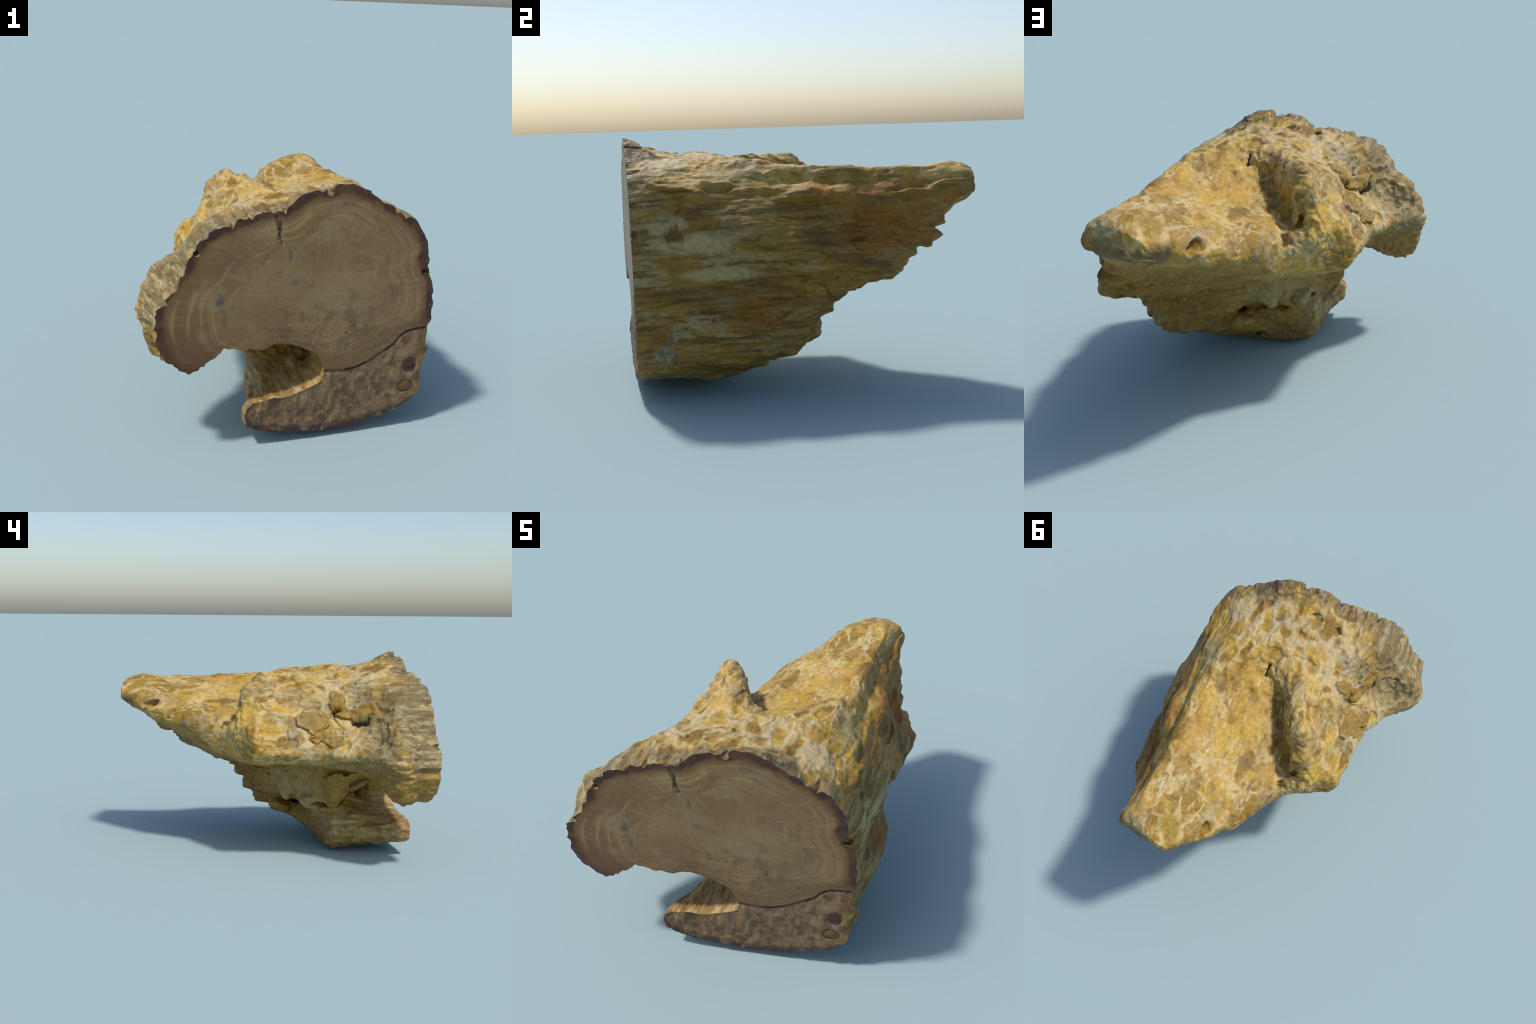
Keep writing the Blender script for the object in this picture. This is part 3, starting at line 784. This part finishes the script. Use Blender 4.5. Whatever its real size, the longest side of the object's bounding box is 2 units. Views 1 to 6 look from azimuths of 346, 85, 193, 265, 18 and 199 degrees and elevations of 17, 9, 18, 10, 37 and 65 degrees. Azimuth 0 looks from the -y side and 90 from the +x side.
fcol = t.mix(1.0, fcol, (1.06, 0.97, 0.78), "MULTIPLY")
col = t.mix(flank, col, fcol)

# rusty end of the tip
tip = t.math("MULTIPLY", t.step(0.80, 0.95, wy), t.step(1.10, 1.02, wz))
col = t.mix(t.math("MULTIPLY", tip, t.step(0.4, 0.55, n_mid)), col, deep(0.30, 0.20, 0.10))
# agate plates and the yellow agate eye near the tip
agate = t.plates(P)
col = t.mix(t.math("MULTIPLY", agate, 0.9), col, t.mix(t.step(0.40, 0.60, n_mid), (0.270, 0.155, 0.022), (0.225, 0.140, 0.030)))
eye = t.blob(W, (0.30, 0.86, 1.12), (0.065, 0.075, 0.08), 0.2)
col = t.mix(t.math("MULTIPLY", eye, 0.85), col, t.mix(t.step(0.47, 0.55, n_mid), deep(0.52, 0.36, 0.040), deep(0.55, 0.53, 0.42)))
# mottling and specks
col = t.mix(0.55, col, t.ramp(n_fine, [(0.30, (0.52, 0.50, 0.48)), (0.50, (1, 1, 1)), (0.72, (1.28, 1.28, 1.30))]), "MULTIPLY")
speck = t.step(0.72, 0.78, t.noise(P, 30.0, 2, 0.5))
col = t.mix(t.math("MULTIPLY", speck, 0.6), col, (0.13, 0.085, 0.05))
t.put(bsdf.inputs["Base Color"], col)
bump(t, bsdf, t.math("ADD", n_fine, t.math("MULTIPLY", n_streak, 0.8)), 0.5, 0.009)

# ---- sawn and polished face
CORE = np.array((0.10, 0.80))


def reach(a):
    """distance from the core to the outline (or the crack) in direction a, measured from straight up"""
    d = np.array((np.sin(a), np.cos(a)))
    ring = [p for p in FACE if p[1] > np.interp(p[0], CRACK[:, 0], CRACK[:, 1]) - 0.01 or p[0] < 0.05]
    ring = np.array([p for p in ring if not (p[0] > -0.30 and p[1] < 0.36)] )
    best = 1.0
    loop = np.concatenate([ring[ring[:, 0] > -9], ring[:1]])
    for p, r in zip(loop[:-1], loop[1:]):
        e = r - p
        den = d[0] * e[1] - d[1] * e[0]
        if abs(den) > 1e-9:
            s = ((p - CORE)[0] * e[1] - (p - CORE)[1] * e[0]) / den
            u = ((p - CORE)[0] * d[1] - (p - CORE)[1] * d[0]) / den
            if s > 0 and 0 <= u <= 1:
                best = min(best, s)
    return best


def curve(t, x, pts):
    n = t.node("ShaderNodeFloatCurve")
    c = n.mapping.curves[0]
    for p in pts[1:-1]:
        c.points.new(*p)
    for k, p in zip(c.points, pts):
        k.location = p
        k.handle_type = "AUTO_CLAMPED"
    n.mapping.use_clip = False
    n.mapping.update()
    t.put(n.inputs["Value"], x)
    return n.outputs[0]


POLISHED, t, bsdf, P = material("polished_wood_stone", 0.42, 0.4)
Pw = t.warped(P, 4.0, 0.05)
X, Y, Z = t.xyz(Pw)
dx, dz = t.math("SUBTRACT", X, float(CORE[0])), t.math("SUBTRACT", Z, float(CORE[1]))
ang = t.math("ARCTAN2", dx, dz)
turn = t.math("MULTIPLY_ADD", ang, 1 / (2 * np.pi), 0.5)
rad = t.math("SQRT", t.math("ADD", t.math("MULTIPLY", dx, dx), t.math("MULTIPLY", dz, dz)))
R = curve(t, turn, [(k / 28, reach((k / 28 - 0.5) * 2 * np.pi)) for k in range(29)])
ratio = t.math("DIVIDE", rad, R)
gap = t.math("SUBTRACT", R, rad)
comb = t.node("ShaderNodeCombineXYZ")
t.put(comb.inputs[0], t.math("MULTIPLY", ratio, 26.0))
t.put(comb.inputs[1], t.math("MULTIPLY", ang, 1.1))
rings = t.noise(comb.outputs[0], 1.0, 3, 0.6)
comb2 = t.node("ShaderNodeCombineXYZ")
t.put(comb2.inputs[0], t.math("MULTIPLY", ratio, 2.5))
t.put(comb2.inputs[1], t.math("MULTIPLY", ang, 22.0))
rays = t.noise(comb2.outputs[0], 1.0, 3, 0.6)
n_big, n_mid, n_fine = t.noise(P, 4.0, 3), t.noise(P, 14.0, 4, 0.6), t.noise(P, 50.0, 3, 0.6)
col = t.mix(t.step(0.38, 0.62, n_big), (0.180, 0.114, 0.048), (0.222, 0.151, 0.070))
col = t.mix(t.math("MULTIPLY", t.blob(t.warped(P, 5, 0.1), (0.36, -0.88, 0.72), (0.26, 0.4, 0.30), 0.6), 0.6), col, (0.240, 0.172, 0.084))
col = t.mix(t.math("MULTIPLY", t.step(-0.15, -0.62, X), 0.65), col, (0.158, 0.086, 0.028))
col = t.mix(t.math("MULTIPLY", t.step(0.50, 0.64, t.noise(t.warped(P, 3, 0.2), (3.0, 1.0, 4.5), 4, 0.6)), 0.6), col, (0.255, 0.190, 0.105))
col = t.mix(t.math("MULTIPLY", t.step(0.49, 0.36, t.noise(t.warped(P, 3, 0.2), (3.4, 1.0, 5.0), 4, 0.6)), 0.6), col, (0.130, 0.082, 0.036))
outer = t.step(0.35, 0.62, ratio)
col = t.mix(t.math("MULTIPLY", t.math("MULTIPLY", t.step(0.54, 0.68, rings), outer), 0.65), col, (0.345, 0.235, 0.098))
col = t.mix(t.math("MULTIPLY", t.math("MULTIPLY", t.step(0.46, 0.34, rings), outer), 0.5), col, (0.120, 0.072, 0.030))
col = t.mix(t.math("MULTIPLY", t.step(0.52, 0.70, rays), 0.40), col, (0.276, 0.191, 0.088))
col = t.mix(t.math("MULTIPLY", t.step(0.48, 0.34, rays), 0.30), col, (0.126, 0.077, 0.032))
# heart: mottled, stained, with small dark pores
heart = t.blob(t.warped(P, 6, 0.12), (0.08, -0.9, 0.60), (0.36, 0.4, 0.17), 0.6)
col = t.mix(t.math("MULTIPLY", t.math("MULTIPLY", t.step(0.46, 0.62, n_mid), heart), 0.7), col, (0.120, 0.072, 0.028))
col = t.mix(t.math("MULTIPLY", t.math("MULTIPLY", t.step(0.60, 0.68, n_fine), heart), 0.8), col, (0.056, 0.031, 0.017))
for c, r in (((-0.44, -0.95, 0.79), (0.018, 0.2, 0.05)), ((-0.095, -0.93, 1.01), (0.012, 0.2, 0.03)), ((-0.06, -0.92, 0.87), (0.02, 0.2, 0.02)), ((-0.42, -0.95, 0.71), (0.015, 0.2, 0.03))):
    col = t.mix(t.math("MULTIPLY", t.blob(t.warped(P, 14, 0.03), c, r, 0.5), 0.75), col, (0.102, 0.087, 0.064))
# rim: dark red-brown bark line, broad on the lobe, thin along the notch and the crack
wob = t.math("MULTIPLY", t.math("SUBTRACT", n_mid, 0.5), 0.05)
g = t.math("ADD", gap, wob)
notch = t.math("MULTIPLY", t.step(0.64, 0.56, Z), t.step(-0.48, -0.38, X))
bark = t.math("MULTIPLY", t.step(0.085, 0.030, g), t.math("SUBTRACT", 1.0, t.math("MULTIPLY", notch, 0.75)))
col = t.mix(t.math("MULTIPLY", bark, 0.85), col, (0.120, 0.052, 0.014))
dark = t.math("MULTIPLY", t.step(0.050, 0.022, g), t.math("SUBTRACT", 1.0, t.math("MULTIPLY", notch, 0.8)))
col = t.mix(t.math("MULTIPLY", dark, 0.92), col, t.mix(t.step(0.45, 0.6, n_mid), (0.036, 0.014, 0.010), (0.080, 0.032, 0.016)))
lobe_low = t.blob(t.warped(P, 6, 0.08), (-0.62, -0.97, 0.48), (0.20, 0.4, 0.16), 0.6)
col = t.mix(t.math("MULTIPLY", lobe_low, 0.75), col, (0.090, 0.037, 0.018))
crackline = t.step(0.011, 0.003, t.math("ABSOLUTE", t.math("SUBTRACT", t.xyz(P)[2], curve(t, t.xyz(t.warped(P, 12, 0.03))[0], [(0.0, 0.39)] + [tuple(c) for c in CRACK] + [(1.0, 0.56)]))))
col = t.mix(t.math("MULTIPLY", crackline, t.math("MULTIPLY_ADD", t.step(0.22, 0.42, X), 0.55, 0.25)), col, (0.034, 0.019, 0.012))
fissure = t.blob(t.warped(P, 20, 0.02), (-0.158, -0.93, 1.145), (0.010, 0.2, 0.075), 0.6)
col = t.mix(t.math("MULTIPLY", fissure, t.step(0.42, 0.5, n_fine)), col, (0.034, 0.022, 0.018))
col = t.mix(0.35, col, t.ramp(n_fine, [(0.3, (0.65, 0.64, 0.62)), (0.5, (1, 1, 1)), (0.7, (1.2, 1.2, 1.2))]), "MULTIPLY")
col = t.mix(1.0, col, (1.14, 1.03, 0.89), "MULTIPLY")
t.put(bsdf.inputs["Base Color"], col)
bump(t, bsdf, n_fine, 0.08, 0.004)

# ---- sawn face of the curled slab: rough, banded across, dark plum along the base, two agate eyes
SLAB_CUT, t, bsdf, P = material("sawn_slab_stone", 0.5, 0.35)
X, Y, Z = t.xyz(P)
n_big, n_mid, n_fine = t.noise(P, 5.0, 3), t.noise(P, 17.0, 4, 0.6), t.noise(P, 55.0, 3, 0.6)
bars = t.noise(t.warped(P, 9, 0.05), (44.0, 4.0, 13.0), 3, 0.6)
barred = t.math("MULTIPLY_ADD", t.step(0.25, -0.05, t.math("SUBTRACT", X, t.math("MULTIPLY", n_big, 0.25))), 0.7, 0.3)
col = t.mix(t.step(0.35, 0.62, n_big), (0.138, 0.077, 0.028), (0.198, 0.119, 0.052))
rosy = t.step(0.05, 0.42, t.math("ADD", X, t.math("MULTIPLY", Z, 0.5)))
col = t.mix(t.math("MULTIPLY", rosy, 0.6), col, (0.228, 0.143, 0.074))
col = t.mix(t.math("MULTIPLY", t.math("MULTIPLY", t.step(0.53, 0.63, bars), barred), 0.8), col, (0.282, 0.196, 0.096))
col = t.mix(t.math("MULTIPLY", t.math("MULTIPLY", t.step(0.46, 0.36, bars), barred), 0.8), col, (0.090, 0.046, 0.023))
col = t.mix(t.math("MULTIPLY", t.step(0.50, 0.62, n_mid), 0.8), col, (0.090, 0.044, 0.020))
col = t.mix(t.math("MULTIPLY", t.step(0.56, 0.66, t.noise(P, 24.0, 4, 0.65)), 0.6), col, (0.26, 0.17, 0.085))
base = [p for p in FACE if p[1] < 0.22 and (p[1] < 0.13 or p[0] > 0)]
floor = sorted([(p[0], p[1]) for p in base] + [(-0.31, 0.16)])
low_z = curve(t, t.math("MULTIPLY_ADD", X, 0.5, 0.5), [(0.0, 0.2)] + [(0.5 + 0.5 * a, b) for a, b in floor] + [(1.0, 0.6)])
h = t.math("ADD", t.math("SUBTRACT", Z, low_z), t.math("MULTIPLY", t.math("SUBTRACT", n_mid, 0.5), 0.07))
col = t.mix(t.math("MULTIPLY", t.step(0.055, 0.015, h), 0.9), col, t.mix(t.step(0.56, 0.66, n_mid), (0.049, 0.017, 0.017), (0.240, 0.148, 0.080)))
right = t.step(0.60, 0.68, t.math("ADD", X, t.math("MULTIPLY", t.math("SUBTRACT", n_mid, 0.5), 0.1)))
col = t.mix(t.math("MULTIPLY", right, 0.8), col, t.mix(t.step(0.42, 0.58, n_mid), (0.120, 0.056, 0.018), (0.252, 0.143, 0.040)))
Pa = t.warped(P, 18, 0.025)
for c, r, inner in (((0.622, -0.85, 0.355), (0.045, 0.3, 0.052), (0.064, 0.020, 0.016)), ((0.605, -0.85, 0.235), (0.060, 0.3, 0.042), (0.180, 0.080, 0.016))):
    dist = t.vec("LENGTH", t.vec("DIVIDE", t.vec("SUBTRACT", Pa, c), r))
    eye = t.ramp(t.math("MULTIPLY", dist, 0.6), [(0.0, inner), (0.30, inner), (0.38, (0.132, 0.072, 0.034)), (0.47, (0.053, 0.022, 0.016)), (0.56, (0.252, 0.154, 0.064)), (0.66, (0.144, 0.080, 0.032))])
    col = t.mix(t.step(1.15, 0.95, dist), col, eye)
crackline = t.step(0.016, 0.004, t.math("ABSOLUTE", t.math("SUBTRACT", Z, curve(t, X, [(0.0, 0.39)] + [tuple(c) for c in CRACK] + [(1.0, 0.56)]))))
col = t.mix(t.math("MULTIPLY", t.math("MULTIPLY", crackline, t.step(0.09, 0.13, X)), 0.75), col, (0.038, 0.020, 0.014))
col = t.mix(0.5, col, t.ramp(n_fine, [(0.3, (0.55, 0.53, 0.52)), (0.5, (1, 1, 1)), (0.7, (1.3, 1.3, 1.3))]), "MULTIPLY")
t.put(bsdf.inputs["Base Color"], col)
bump(t, bsdf, t.math("ADD", n_fine, n_mid), 0.25, 0.006)


# ------------------------------------------------------------------ parts
root = bpy.data.objects.new("petrified_wood_log", None)
bpy.context.scene.collection.objects.link(root)
root["label"] = "ochre weathered petrified wood log with a sawn polished end"
root["category"] = "petrified wood"


def part(name, V, T, N, mat):
    used, inv = np.unique(T, return_inverse=True)
    me = mesh_from(V[used], inv.reshape(-1, 3), name)
    me.polygons.foreach_set("use_smooth", np.ones(len(T), bool))
    me.normals_split_custom_set_from_vertices(N[used].astype(np.float32).tolist())
    me.materials.append(mat)
    ob = bpy.data.objects.new(name, me)
    bpy.context.scene.collection.objects.link(ob)
    ob.parent = root
    return ob


cen = V[T].mean(1)
fn = N[T].mean(1)
x, y, z = cen.T
wob = 0.03 * fbm(cen, 9, 2, 201)
label = np.full(len(T), "weathered_crust", dtype=object)
label[(z < 0.60 + wob) & (fn[:, 2] < 0.35)] = "underside"
label[(y < -0.50 + wob) & (x < -0.30 + wob)] = "flared_lobe"
label[(y > -0.36) & (y < 0.3) & (x < -0.08 - 0.6 * (y + 0.05) + 0.02 + wob) & (z > 0.70 + wob)] = "ridge"
label[(y > 0.60 + wob)] = "tapered_tip"
label[(fn[:, 0] > 0.30) & (x > 0.54)] = "grained_flank"
label[(z < np.interp(x, CRACK[:, 0], CRACK[:, 1]) - 0.02 + 0.3 * wob) & (y < -0.40 + wob) & (z < 0.50)] = "root_slab"
for name in sorted(set(label)):
    part(name, V, T[label == name], N, STONE)
ct = C2[CT].mean(1)
low = (ct[:, 1] < np.interp(ct[:, 0], CRACK[:, 0], CRACK[:, 1])) & ((ct[:, 0] > 0.1) | (ct[:, 1] < 0.4))
part("sawn_face", CV, CT[~low], CN, POLISHED)
part("sawn_slab_face", CV, CT[low], CN, SLAB_CUT)
